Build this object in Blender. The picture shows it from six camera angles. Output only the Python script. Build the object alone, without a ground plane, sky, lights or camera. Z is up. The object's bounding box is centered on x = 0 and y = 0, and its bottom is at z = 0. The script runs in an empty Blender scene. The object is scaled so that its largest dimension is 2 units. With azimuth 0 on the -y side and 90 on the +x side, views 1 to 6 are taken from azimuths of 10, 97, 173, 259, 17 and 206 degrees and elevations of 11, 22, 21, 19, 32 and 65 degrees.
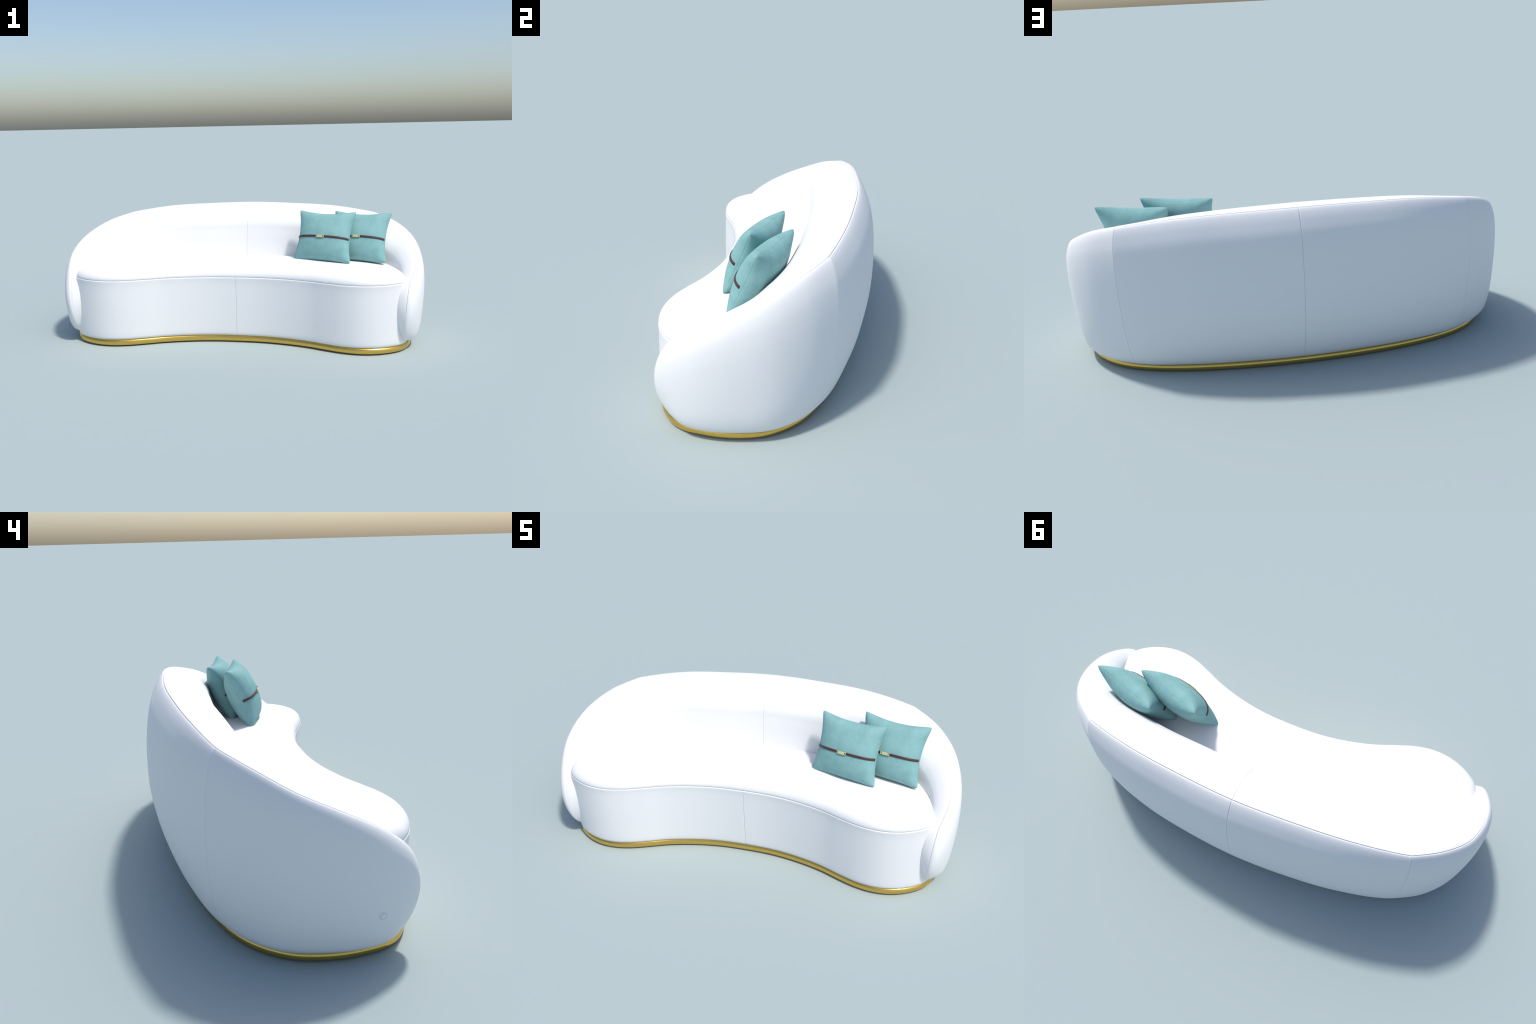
"""Kidney-shaped white lounge sofa with a gold plinth ring and two teal cushions."""
import bpy, math, random
import numpy as np
from mathutils import Vector, noise

random.seed(7)
A = np.array

# ------------------------------------------------------------------ helpers
def spline(pts, closed=False):
    """Catmull-Rom (centripetal-ish) through pts; returns f(u), u in index units."""
    p = A(pts, float); n = len(p)
    if closed:
        q = np.vstack([p[-1:], p, p[:2]])
    else:
        q = np.vstack([2 * p[0] - p[1], p, 2 * p[-1] - p[-2]])
    def f(u):
        u = np.asarray(u, float)
        i = np.clip(np.floor(u).astype(int), 0, (n - 1 if closed else n - 2))
        w = (u - i)[..., None]
        p0, p1, p2, p3 = q[i], q[i + 1], q[i + 2], q[i + 3]
        d1 = np.linalg.norm(p1 - p0, axis=-1, keepdims=True) + 1e-6
        d2 = np.linalg.norm(p2 - p1, axis=-1, keepdims=True) + 1e-6
        d3 = np.linalg.norm(p3 - p2, axis=-1, keepdims=True) + 1e-6
        m1 = ((p1 - p0) / d1 * d2 + (p2 - p1) / d2 * d1) / (d1 + d2) * d2
        m2 = ((p2 - p1) / d2 * d3 + (p3 - p2) / d3 * d2) / (d2 + d3) * d2
        return ((2*w**3 - 3*w**2 + 1) * p1 + (w**3 - 2*w**2 + w) * m1
                + (-2*w**3 + 3*w**2) * p2 + (w**3 - w**2) * m2)
    return f

def sym_spline(pts):
    """Half curve starting on the x = 0 plane; mirrored so that it crosses it smoothly."""
    p = A(pts, float); m = p[1:2] * A([-1] + [1] * (p.shape[1] - 1))
    g = spline(np.vstack([m, p]))
    return lambda u: g(np.asarray(u, float) + 1)

def scal(vals):
    x = np.arange(len(vals)); v = A(vals, float)
    g = spline(np.stack([x, v], -1))
    return lambda u: g(u)[..., 1]

def new_mesh(name, verts, faces, mat, smooth=True):
    me = bpy.data.meshes.new(name)
    me.from_pydata([tuple(v) for v in verts], [], faces)
    me.validate(); me.update()
    if smooth:
        me.polygons.foreach_set("use_smooth", [True] * len(me.polygons))
    me.materials.append(mat)
    return me

def new_obj(name, me, parent):
    o = bpy.data.objects.new(name, me)
    bpy.context.scene.collection.objects.link(o)
    o.parent = parent
    return o

def grid_faces(nu, nv, wrap_u=False, flip=False):
    f = []
    for i in range(nu if wrap_u else nu - 1):
        for j in range(nv - 1):
            a, b = i * nv + j, ((i + 1) % nu) * nv + j
            q = (a, b, b + 1, a + 1)
            f.append(q[::-1] if flip else q)
    return f

def steps(a, b, n, e0=None, e1=None, near=.35):
    """n samples a..b with tight extra rows next to a seam at either end."""
    s = list(np.linspace(a, b, n))
    if e0: s = [a, a + e0 * near, a + e0] + [x for x in s if x > a + 1.6 * e0]
    if e1: s = [x for x in s if x < b - 1.6 * e1] + [b - e1, b - e1 * near, b]
    return A(s)

# ---------------------------------------------------------------- materials
def new_mat(name):
    m = bpy.data.materials.new(name); m.use_nodes = True
    nt = m.node_tree
    return m, nt, nt.nodes, nt.nodes["Principled BSDF"]

def mat_white():
    m, nt, N, b = new_mat("white_upholstery")
    tc = N.new("ShaderNodeTexCoord")
    n1 = N.new("ShaderNodeTexNoise"); n1.inputs["Scale"].default_value = 420; n1.inputs["Detail"].default_value = 3
    cr = N.new("ShaderNodeValToRGB")
    cr.color_ramp.elements[0].position = .3; cr.color_ramp.elements[0].color = (.79, .79, .79, 1)
    cr.color_ramp.elements[1].position = .7; cr.color_ramp.elements[1].color = (.81, .81, .81, 1)
    bp = N.new("ShaderNodeBump"); bp.inputs["Strength"].default_value = .04; bp.inputs["Distance"].default_value = .001
    L = nt.links.new
    L(tc.outputs["Object"], n1.inputs["Vector"]); L(n1.outputs["Fac"], cr.inputs["Fac"])
    L(cr.outputs["Color"], b.inputs["Base Color"]); L(n1.outputs["Fac"], bp.inputs["Height"])
    L(bp.outputs["Normal"], b.inputs["Normal"])
    b.inputs["Roughness"].default_value = .6
    b.inputs["Specular IOR Level"].default_value = .3
    return m

def mat_gold():
    m, nt, N, b = new_mat("polished_brass")
    b.inputs["Base Color"].default_value = (.75, .50, .12, 1)
    b.inputs["Metallic"].default_value = 1
    tc = N.new("ShaderNodeTexCoord")
    n1 = N.new("ShaderNodeTexNoise"); n1.inputs["Scale"].default_value = 60
    mr = N.new("ShaderNodeMapRange"); mr.inputs["To Min"].default_value = .16; mr.inputs["To Max"].default_value = .24
    nt.links.new(tc.outputs["Object"], n1.inputs["Vector"])
    nt.links.new(n1.outputs["Fac"], mr.inputs["Value"]); nt.links.new(mr.outputs["Result"], b.inputs["Roughness"])
    return m

def mat_teal():
    m, nt, N, b = new_mat("teal_suede")
    tc = N.new("ShaderNodeTexCoord")
    n1 = N.new("ShaderNodeTexNoise"); n1.inputs["Scale"].default_value = 16; n1.inputs["Detail"].default_value = 6; n1.inputs["Roughness"].default_value = .65
    n2 = N.new("ShaderNodeTexNoise"); n2.inputs["Scale"].default_value = 420; n2.inputs["Detail"].default_value = 4
    mx = N.new("ShaderNodeMix"); mx.inputs["Factor"].default_value = .45
    cr = N.new("ShaderNodeValToRGB")
    cr.color_ramp.elements[0].position = .32; cr.color_ramp.elements[0].color = (.172, .352, .348, 1)
    cr.color_ramp.elements[1].position = .68; cr.color_ramp.elements[1].color = (.272, .486, .482, 1)
    bp = N.new("ShaderNodeBump"); bp.inputs["Strength"].default_value = .18; bp.inputs["Distance"].default_value = .0015
    L = nt.links.new
    L(tc.outputs["Object"], n1.inputs["Vector"]); L(tc.outputs["Object"], n2.inputs["Vector"])
    L(n1.outputs["Fac"], mx.inputs["A"]); L(n2.outputs["Fac"], mx.inputs["B"])
    L(mx.outputs["Result"], cr.inputs["Fac"]); L(cr.outputs["Color"], b.inputs["Base Color"])
    L(n2.outputs["Fac"], bp.inputs["Height"]); L(bp.outputs["Normal"], b.inputs["Normal"])
    b.inputs["Roughness"].default_value = .85
    b.inputs["Specular IOR Level"].default_value = .2
    return m

def mat_leather():
    m, nt, N, b = new_mat("dark_brown_leather")
    tc = N.new("ShaderNodeTexCoord")
    n1 = N.new("ShaderNodeTexNoise"); n1.inputs["Scale"].default_value = 120; n1.inputs["Detail"].default_value = 5
    cr = N.new("ShaderNodeValToRGB")
    cr.color_ramp.elements[0].position = .3; cr.color_ramp.elements[0].color = (.050, .017, .017, 1)
    cr.color_ramp.elements[1].position = .7; cr.color_ramp.elements[1].color = (.082, .030, .030, 1)
    nt.links.new(tc.outputs["Object"], n1.inputs["Vector"]); nt.links.new(n1.outputs["Fac"], cr.inputs["Fac"])
    nt.links.new(cr.outputs["Color"], b.inputs["Base Color"])
    b.inputs["Roughness"].default_value = .42
    return m

def mat_plain(name, col, rough=.7, metal=0.):
    m, nt, N, b = new_mat(name)
    tc = N.new("ShaderNodeTexCoord"); n1 = N.new("ShaderNodeTexNoise"); n1.inputs["Scale"].default_value = 90
    cr = N.new("ShaderNodeValToRGB")
    cr.color_ramp.elements[0].color = tuple(c * .94 for c in col) + (1,)
    cr.color_ramp.elements[1].color = tuple(min(1, c * 1.06) for c in col) + (1,)
    nt.links.new(tc.outputs["Object"], n1.inputs["Vector"]); nt.links.new(n1.outputs["Fac"], cr.inputs["Fac"])
    nt.links.new(cr.outputs["Color"], b.inputs["Base Color"])
    b.inputs["Roughness"].default_value = rough; b.inputs["Metallic"].default_value = metal
    return m

WHITE, GOLD, TEAL, LEATHER = mat_white(), mat_gold(), mat_teal(), mat_leather()
BUCKLE = mat_plain("pale_gold_buckle", (.78, .74, .40), .25, .45)
DARK = mat_plain("dark_base_board", (.05, .045, .04), .8)

# ------------------------------------------------- guide curves of the shell
# stations: 0 back centre, 3 rear corner seam, 6 arm side, 13 foot of the arm front
RIM_B = [(0, .318, .709), (.25, .305, .704), (.50, .277, .692), (.729, .222, .661)]
RIM_A = [(.729, .222, .661), (.851, .128, .621), (.926, .028, .571), (.959, -.095, .515), (.957, -.195, .463),
                  (.940, -.262, .418), (.914, -.332, .350), (.902, -.366, .265), (.895, -.370, .180),
                  (.889, -.350, .108), (.879, -.314, .060)]
RIM_BACK, RIM_ARM, RIM_SOFT = sym_spline(RIM_B), spline(RIM_A), sym_spline(RIM_B + RIM_A[1:])
def RIM(t):
    """Seam along the top of the back and down the arm front; turns a soft corner at station 3."""
    t = np.asarray(t, float)
    kinked = np.where((t < 3)[..., None], RIM_BACK(np.minimum(t, 3)), RIM_ARM(np.clip(t - 3, 0, 10)))
    return kinked * .65 + RIM_SOFT(t) * .35
FOOT = sym_spline([(0, .305, .034), (.24, .294, .034), (.47, .269, .034), (.712, .209, .034),
                   (.822, .143, .033), (.893, .060, .032), (.926, -.06, .030), (.933, -.150, .030),
                   (.930, -.200, .032), (.922, -.245, .038), (.913, -.270, .044), (.904, -.292, .052),
                   (.891, -.308, .054), (.879, -.313, .059)])
SEATLINE = sym_spline([(0, .085, .42), (.24, .073, .42), (.47, .056, .42), (.664, .012, .415),
                       (.745, -.026, .41), (.803, -.066, .403), (.848, -.130, .40), (.873, -.198, .39),
                       (.880, -.260, .370), (.868, -.316, .330), (.858, -.338, .260), (.857, -.336, .175),
                       (.862, -.318, .105), (.876, -.310, .061)])
# outward direction of the outer bulge, and how far it goes
OUT = sym_spline([(0, 1, 0), (.08, 1, 0), (.2, .98, 0), (.42, .9, 0), (.72, .7, 0), (.92, .4, 0),
                  (.99, .1, 0), (1, -.08, 0), (.97, -.2, 0), (.92, -.38, 0), (.84, -.52, -.05), (.8, -.55, -.15),
                  (.7, -.5, -.4), (.6, -.5, -.5)])
BULGE = scal([.098, .095, .084, .062, .055, .051, .052, .053, .053, .049, .037, .022, .008, 0.0])
SIDE = scal([0, 0, .08, .38, .75, .95, 1, 1, 1, 1, .8, .5, .3, .2])     # 0 back profile, 1 arm profile
# (height along foot-to-rim, bulge) of the two outer profiles
P_BACK = spline([(0, 0), (.022, .22), (.10, .54), (.26, .86), (.41, .99), (.54, .985), (.70, .89), (.83, .715), (.93, .42), (.970, .245), (.990, .125), (.998, .05), (1, 0)])
P_ARM = spline([(0, 0), (.030, .38), (.09, .72), (.22, .92), (.38, .99), (.54, 1), (.70, .945), (.83, .80), (.92, .57), (.963, .38), (.986, .22), (.997, .09), (1, 0)])
# roll from the rim over the top and down the inside
CROWN = scal([.156, .150, .136, .108, .088, .067, .046, .026, .013, .009, .008, .007, .004, 0.0])
CROWN_DIR = sym_spline([(0, 0, 1), (0, 0, 1), (0, 0, 1), (0, 0, 1), (0, 0, 1), (0, -.05, 1), (0, -.1, 1), (0, -.25, .97),
                        (0, -.5, .85), (-.1, -.85, .5), (-.15, -.98, .1), (-.15, -.98, -.1), (-.1, -.7, -.6), (0, -.7, -.7)])
P_TOP = spline([(0, 0), (.10, .205), (.245, .465), (.425, .74), (.59, .91), (.72, 1), (.82, .97), (.89, .75), (.95, .42), (.985, .17), (1, 0)])
P_TOP_ARM = spline([(0, 0), (.10, .27), (.245, .56), (.425, .80), (.60, .95), (.76, 1), (.87, .92), (.935, .72), (.972, .45), (.992, .2), (1, 0)])
ROLL = scal([0, 0, 0, .18, .6, .9, 1, 1, 1, 1, 1, 1, 1, 1])
NT = 13.0

def unit(v): return v / (np.linalg.norm(v, axis=-1, keepdims=True) + 1e-9)

def outer(t, v):
    """t station (0..13), v 0 at the foot .. 1 at the rim."""
    w = SIDE(t)[..., None]
    pr = P_BACK(v * 12) * (1 - w) + P_ARM(v * 12) * w
    a, b = FOOT(t), RIM(t)
    return a + (b - a) * pr[..., :1] + unit(OUT(t)) * (BULGE(t) * pr[..., 1])[..., None]

def inner(t, v):
    """v 0 at the rim .. 1 on the seat."""
    w = ROLL(t)[..., None]
    pr = P_TOP(v * 10) * (1 - w) + P_TOP_ARM(v * 10) * w
    a, b = RIM(t), SEATLINE(t)
    return a + (b - a) * pr[..., :1] + unit(CROWN_DIR(t)) * (CROWN(t) * pr[..., 1])[..., None]

def normals(fn, t, v):
    e = 1e-3
    du = fn(t + e, v) - fn(t - e, v)
    dv = fn(t, np.clip(v + e, 0, 1)) - fn(t, np.clip(v - e, 0, 1))
    return unit(np.cross(du, dv))

GROOVE = .005
def rim_sink(t):
    """Where the rim seam is tucked to: towards the middle of the shell."""
    mid = (outer(t, np.full_like(t, .5)) + inner(t, np.full_like(t, .6))) / 2
    return unit(mid - RIM(t)) * .0075

def panel(name, fn, t0, t1, sign, parent, seam_t0, seam_t1, rim_end, n_t, n_v, tail=False):
    tt = steps(t0, t1, n_t, .014 if seam_t0 else None, .014 if seam_t1 else None)
    vv = steps(0, 1, n_v, .013 if rim_end == 0 else None, .055 if rim_end == 1 else None, .55)
    T, V = np.meshgrid(tt, vv, indexing="ij")
    P = fn(T, V); Nn = normals(fn, np.clip(T, .002, NT - .002), V)
    c = fn(A([3.0]), A([.5]))[0]
    n0 = normals(fn, A([3.0]), A([.5]))[0]
    s = 1.0 if (n0 @ (c - (outer(A([3.0]), A([.5]))[0] + inner(A([3.0]), A([.6]))[0]) / 2)) > 0 else -1.0
    Nn = Nn * s
    if seam_t0: P[0] -= Nn[0] * GROOVE * seam_t0
    if seam_t1: P[-1] -= Nn[-1] * GROOVE * seam_t1
    col = 0 if rim_end == 0 else -1
    P[:, col] = RIM(tt) + rim_sink(tt)
    if tail:                                   # hidden flap tucked below the seat / behind the apron
        drop = P[:, -1] + A([-.012, .012, -.05])
        P = np.concatenate([P, drop[:, None]], 1)
    nv = P.shape[1]
    V3 = P.reshape(-1, 3).copy()
    V3[:, 0] *= sign
    fl = (s < 0) ^ (sign < 0)
    me = new_mesh(name, V3, grid_faces(len(tt), nv, flip=fl), WHITE)
    return new_obj(name, me, parent)

# ---------------------------------------------------------- plan of the base
# right half of the kidney-shaped plinth, from the middle of the front round to the middle of the back
PLAN = [(0, -.258), (.155, -.265), (.30, -.292), (.40, -.322), (.49, -.360), (.58, -.393), (.655, -.407),
        (.730, -.403), (.790, -.385), (.842, -.357), (.884, -.322), (.914, -.275), (.934, -.195), (.939, -.115), (.930, -.040),
        (.908, .033), (.868, .095), (.814, .149), (.740, .196), (.650, .232), (.540, .262), (.390, .288), (.20, .306), (0, .312)]
N_FRONT = 11                                     # plan points up to the arm foot
def plan_loop(pts, per=10):
    right = A(pts, float)
    left = right[-2:0:-1] * A([-1, 1])
    loop = np.vstack([right, left])
    f = spline(loop, closed=True)
    return f(np.arange(0, len(loop), 1.0 / per))

def loop_normals(L):
    d = np.roll(L, -1, 0) - np.roll(L, 1, 0)
    n = np.stack([d[:, 1], -d[:, 0]], -1)
    return n / np.linalg.norm(n, axis=1, keepdims=True)

def loft_loop(L, prof):
    """prof: (inset, z) rows; returns verts ordered loop-major."""
    n = loop_normals(L); out = []
    for p, m in zip(L, n):
        for ins, z in prof:
            q = p - m * ins
            out.append((q[0], q[1], z))
    return out

# ================================================================== the sofa
sofa = bpy.data.objects.new("sofa", None)
bpy.context.scene.collection.objects.link(sofa)
sofa["label"] = "white kidney-shaped curved sofa on a gold plinth ring"
sofa["category"] = "sofa"

# backrest: tall curved back, swept round into two arms
for sgn in (1, -1):
    panel("back_panel", outer, 0, 3, sgn, sofa, .5, .4, 1, 60, 60)
    panel("arm_panel", outer, 3, NT, sgn, sofa, .4, 0, 1, 150, 60)
    panel("inner_back_panel", inner, 0, 3, sgn, sofa, .5, .3, 0, 60, 50, True)
    panel("inner_arm_panel", inner, 3, NT, sgn, sofa, .3, 0, 0, 150, 50, True)

# brass plinth ring: a fat half-round band
L0 = plan_loop(PLAN)
ring_prof = [(.030, .0005)]
for k in range(13):
    a = -math.pi / 2 + math.pi * k / 12
    ring_prof.append((.016 - .016 * math.cos(a), .0185 + .018 * math.sin(a)))
ring_prof.append((.030, .0365))
nv = len(ring_prof)
V = loft_loop(L0, ring_prof)
F = grid_faces(len(L0), nv, wrap_u=True)
F += [(i * nv + nv - 1, ((i + 1) % len(L0)) * nv + nv - 1, ((i + 1) % len(L0)) * nv, i * nv) for i in range(len(L0))]
new_obj("plinth_ring", new_mesh("plinth_ring", V, F, GOLD), sofa)

# board that closes the underside
Lb = L0 - loop_normals(L0) * .024
nb = len(Lb)
V = [(p[0], p[1], z) for z in (.004, .036) for p in Lb]
F = [(i, (i + 1) % nb, nb + (i + 1) % nb, nb + i) for i in range(nb)] + [tuple(range(nb))[::-1], tuple(range(nb, 2 * nb))]
new_obj("base_board", new_mesh("base_board", V, F, DARK, False), sofa)

# upholstered apron below the seat, seamed down the middle of the front
def half_plan(pts, per, ext):
    r = A(pts, float)
    f = sym_spline(r)
    return f(np.r_[0, .009, .016, np.arange(.1, len(r) - 1 + 1e-6, 1.0 / per)])

APRON = [(x, y + .001) if i < 9 else (x, y) for i, (x, y) in enumerate(PLAN[:N_FRONT])] + [(.913, -.275), (.931, -.195), (.933, -.115), (.900, -.04)]
apron_prof = [(.020, .034), (.006, .0365), (.0015, .042), (.0, .052)] + [(-.0015 * math.sin(math.pi * k / 12), .052 + .296 * k / 12) for k in range(1, 12)] \
    + [(-.0008, .350), (-.0015, .3570), (-.0014, .3598), (-.0004, .3625), (.0022, .3638), (.010, .3640)]
for sgn in (1, -1):
    H = half_plan(APRON, 10, 0)
    d = np.gradient(H, axis=0); d[0] = (1, 0)
    n = np.stack([d[:, 1], -d[:, 0]], -1); n /= np.linalg.norm(n, axis=1, keepdims=True)
    V = []
    for k, (p, m) in enumerate(zip(H, n)):
        for ins, z in apron_prof:
            q = p - m * (ins + (.0030 if k == 0 else 0))
            V.append((sgn * q[0], q[1], z))
    me = new_mesh("seat_apron", V, grid_faces(len(H), len(apron_prof), flip=sgn < 0), WHITE)
    new_obj("seat_apron", me, sofa)

# seat cushion: one kidney pad with a rolled edge sitting on the apron
SEAT = [(0, -.2565), (.160, -.2640), (.302, -.2910), (.400, -.3210), (.490, -.3590), (.580, -.3920), (.655, -.4055),
        (.730, -.4015), (.790, -.3835), (.841, -.3560), (.882, -.3200), (.902, -.265), (.898, -.195), (.882, -.120), (.850, -.03),
        (.790, .035), (.68, .075), (.55, .105), (.39, .130), (.20, .145), (0, .150)]
Ls = plan_loop(SEAT)
n = loop_normals(Ls)
pad = [(.008, .3632), (.0020, .3642), (.0002, .3655), (-.0006, .3690), (.0004, .3765), (.0035, .3855), (.0085, .3940),
       (.016, .4020), (.026, .4090), (.038, .4145), (.053, .4190), (.070, .4225)]
ends = np.clip((np.abs(Ls[:, 0]) - .62) / .26, 0, 1)        # the pad is thinner towards its two noses
thin = 1 - .17 * ends
rows = [np.c_[Ls - n * ins, .3632 + (z - .3632) * thin] for ins, z in pad]
last = rows[-1][:, :2]
spine_x = np.clip(last[:, 0] * .80, -.60, .60)              # crest of the pad, between front and back edge
spine = np.stack([spine_x, -.085 - .24 * spine_x ** 2], -1)
for w in np.linspace(0, 1, 26)[1:]:
    e = np.clip((np.abs(spine_x) - .34) / .30, 0, 1)
    crest = .4410 - .0100 * e * e * (3 - 2 * e)
    edge = .3632 + (.4225 - .3632) * thin
    z = edge + (crest - edge) * (1 - (1 - w) ** 1.8)
    rows.append(np.c_[last * (1 - w) + spine * w, z])
V = np.stack(rows, 1).reshape(-1, 3)
new_obj("seat_cushion", new_mesh("seat_cushion", V, grid_faces(len(Ls), len(rows), wrap_u=True), WHITE), sofa)

# small round plug on the outside of the left arm
def find_on_arm(y, z):
    t, v = np.meshgrid(np.linspace(5, 12, 240), np.linspace(.02, .98, 160), indexing="ij")
    P = outer(t, v); k = np.argmin((P[..., 1] - y) ** 2 + (P[..., 2] - z) ** 2)
    i, j = np.unravel_index(k, t.shape)
    p = P[i, j]; n = normals(outer, t[i:i+1, j], v[i:i+1, j])[0]
    if n[0] < 0: n = -n
    return p * A([-1, 1, 1]), n * A([-1, 1, 1])
pp, nn = find_on_arm(-.224, .172)
zx = Vector(nn); xa = zx.cross(Vector((0, 0, 1))).normalized(); ya = zx.cross(xa)
prof = [(0, .0006), (.0080, .0006), (.0088, .0003), (.0092, -.0016), (.0101, -.0016), (.0106, .0002), (.0114, .0004), (.0140, -.0022)]
V = []; ns = 48
for k in range(ns):
    a = 2 * math.pi * k / ns
    for r, h in prof:
        V.append(Vector(pp) + zx * .0024 + (xa * math.cos(a) + ya * math.sin(a)) * r + zx * h)
new_obj("plug_button", new_mesh("plug_button", V, grid_faces(ns, len(prof), wrap_u=True), WHITE), sofa)

# ============================================================ throw cushions
W2, H2, T2 = .1680, .1465, .0635                 # half width, half height, half thickness
def pillow_point(u, v, side):
    """u, v in -1..1 over the square; side +1 front, -1 back. Local x right, z up, -y front."""
    pinch = .150
    x = W2 * u * (1 - pinch * (1 - v * v) * abs(u) ** 1.5)
    z = H2 * v * (1 - (pinch if v > 0 else .055) * (1 - u * u) * abs(v) ** 1.5)     # sags onto the seat
    r = max(abs(u), abs(v))
    c = min(1, max(0, (abs(u * v) - .78) / .22)) ** 2    # soft round ears
    x *= 1 - .034 * c; z *= 1 - .034 * c
    body = max(0., (1 - u * u) * (1 - v * v))
    th = T2 * (.45 * body ** .44 + .55 * body ** .58)
    ear = .006 * max(0., (1 - u ** 8) * (1 - v ** 8)) ** .5 * 1.0
    th += ear
    fold = .0022 * noise.noise(Vector((u * 2.1 + 3 * side, v * 2.4, side * 4.0))) * body ** .35
    # slack at the foot of the cover, and the welt line along the edge
    fold += .0016 * math.sin(9 * u + 2 * side) * max(0., -v - .55) * (1 - v * v) ** .3
    y = -side * (th + fold) + .0030 * math.sin(4.2 * u + 1) * (1 - u * u) * v
    return Vector((x, y, z))

def tri_space(n):
    return [math.sin(math.pi / 2 * (-1 + 2 * k / (n - 1))) for k in range(n)]

def pillow_mesh():
    n = 90; us = tri_space(n); V = []; idx = {}; F = []
    for side in (1, -1):
        for i in range(n):
            for j in range(n):
                edge = i in (0, n - 1) or j in (0, n - 1)
                if edge and side == -1:
                    idx[(side, i, j)] = idx[(1, i, j)]; continue
                p = pillow_point(us[i], us[j], side)
                if edge:
                    p = p * 1.0
                    p.x *= .988; p.z *= .988      # seam tucked in between the two faces
                idx[(side, i, j)] = len(V); V.append(p)
    for side in (1, -1):
        for i in range(n - 1):
            for j in range(n - 1):
                q = [idx[(side, a, b)] for a, b in ((i, j), (i + 1, j), (i + 1, j + 1), (i, j + 1))]
                F.append(q if side == 1 else q[::-1])
    return new_mesh("cushion_cover", V, F, TEAL)

def front_frame(u, v):
    p = pillow_point(u, v, 1)
    du = pillow_point(u + .01, v, 1) - pillow_point(u - .01, v, 1)
    dv = pillow_point(u, v + .01, 1) - pillow_point(u, v - .01, 1)
    return p, du.normalized(), dv.normalized(), du.cross(dv).normalized()

STRAP_V = -.115
def strap_mesh():
    n = 90; hw, hh = .0058, .0026; V = []
    sec = [(math.copysign(abs(math.cos(a)) ** .5, math.cos(a)) * hw, math.copysign(abs(math.sin(a)) ** .7, math.sin(a)) * hh)
           for a in [2 * math.pi * k / 16 for k in range(16)]]
    for i in range(n):
        u = -.992 + 1.977 * i / (n - 1)
        p, x, z, nn = front_frame(u, STRAP_V)
        for a, b in sec:
            V.append(p + z * a + nn * (b + .0012))
    F = grid_faces(n, 16)
    F += [(i * 16 + 15, (i + 1) * 16 + 15, (i + 1) * 16, i * 16) for i in range(n - 1)]
    F += [tuple(range(16)), tuple((n - 1) * 16 + k for k in range(16))[::-1]]
    return new_mesh("strap", V, F, LEATHER)

def box(V, F, c, ax, half, bev=.0006):
    """Chamfered box at c along axes ax (3 vectors)."""
    b = len(V); hx, hy, hz = half
    for sz in (-1, 1):
        for k, (sx, sy) in enumerate(((-1, -1), (1, -1), (1, 1), (-1, 1))):
            V.append(c + ax[0] * sx * hx + ax[1] * sy * hy + ax[2] * (hz * sz - (bev if sz > 0 else 0)))
    for sx, sy in ((-1, -1), (1, -1), (1, 1), (-1, 1)):
        V.append(c + ax[0] * sx * (hx - bev) + ax[1] * sy * (hy - bev) + ax[2] * hz)
    F += [tuple(b + k for k in (3, 2, 1, 0))]
    for lo in (0, 4):
        for k in range(4):
            F.append((b + lo + k, b + lo + (k + 1) % 4, b + lo + 4 + (k + 1) % 4, b + lo + 4 + k))
    F.append(tuple(b + 8 + k for k in range(4)))

def buckle_mesh():
    p, x, z, nn = front_frame(.0, STRAP_V)
    z = nn.cross(x).normalized()
    ax = (x, z, nn); V = []; F = []
    c = p + nn * .0040
    box(V, F, c + nn * .0012, ax, (.0148, .0064, .0020))                    # plate
    for s in (-1, 1):
        box(V, F, c + x * s * .0205, ax, (.0016, .0070, .0024))             # end bar
        for q in (-1, 1):
            box(V, F, c + x * s * .0172 + z * q * .0059, ax, (.0026, .0011, .0018))   # bridges
    return new_mesh("buckle", V, F, BUCKLE, False)

def place(corners):
    TL, TR, BL, BR = [Vector(c) for c in corners]
    ctr = (TL + TR + BL + BR) / 4
    x = ((TR + BR) - (TL + BL)).normalized()
    z = ((TL + TR) - (BL + BR)); z = (z - x * z.dot(x)).normalized()
    y = z.cross(x)
    from mathutils import Matrix
    M = Matrix((x, y, z)).transposed().to_4x4(); M.translation = ctr
    return M

cm, sm, bm = pillow_mesh(), strap_mesh(), buckle_mesh()
for corners in (((.327, .021, .692), (.637, -.067, .699), (.298, -.086, .434), (.610, -.181, .431)),
                ((.517, .074, .677), (.829, -.015, .684), (.490, -.032, .432), (.800, -.130, .430))):
    e = bpy.data.objects.new("throw_pillow", None)
    bpy.context.scene.collection.objects.link(e)
    e["label"] = "square teal suede pillow with a brown strap and gold buckle"
    e["category"] = "throw pillow"
    e.matrix_world = place(corners)
    new_obj("cushion_cover", cm, e)
    st = new_obj("strap", sm, e)
    new_obj("buckle", bm, st)
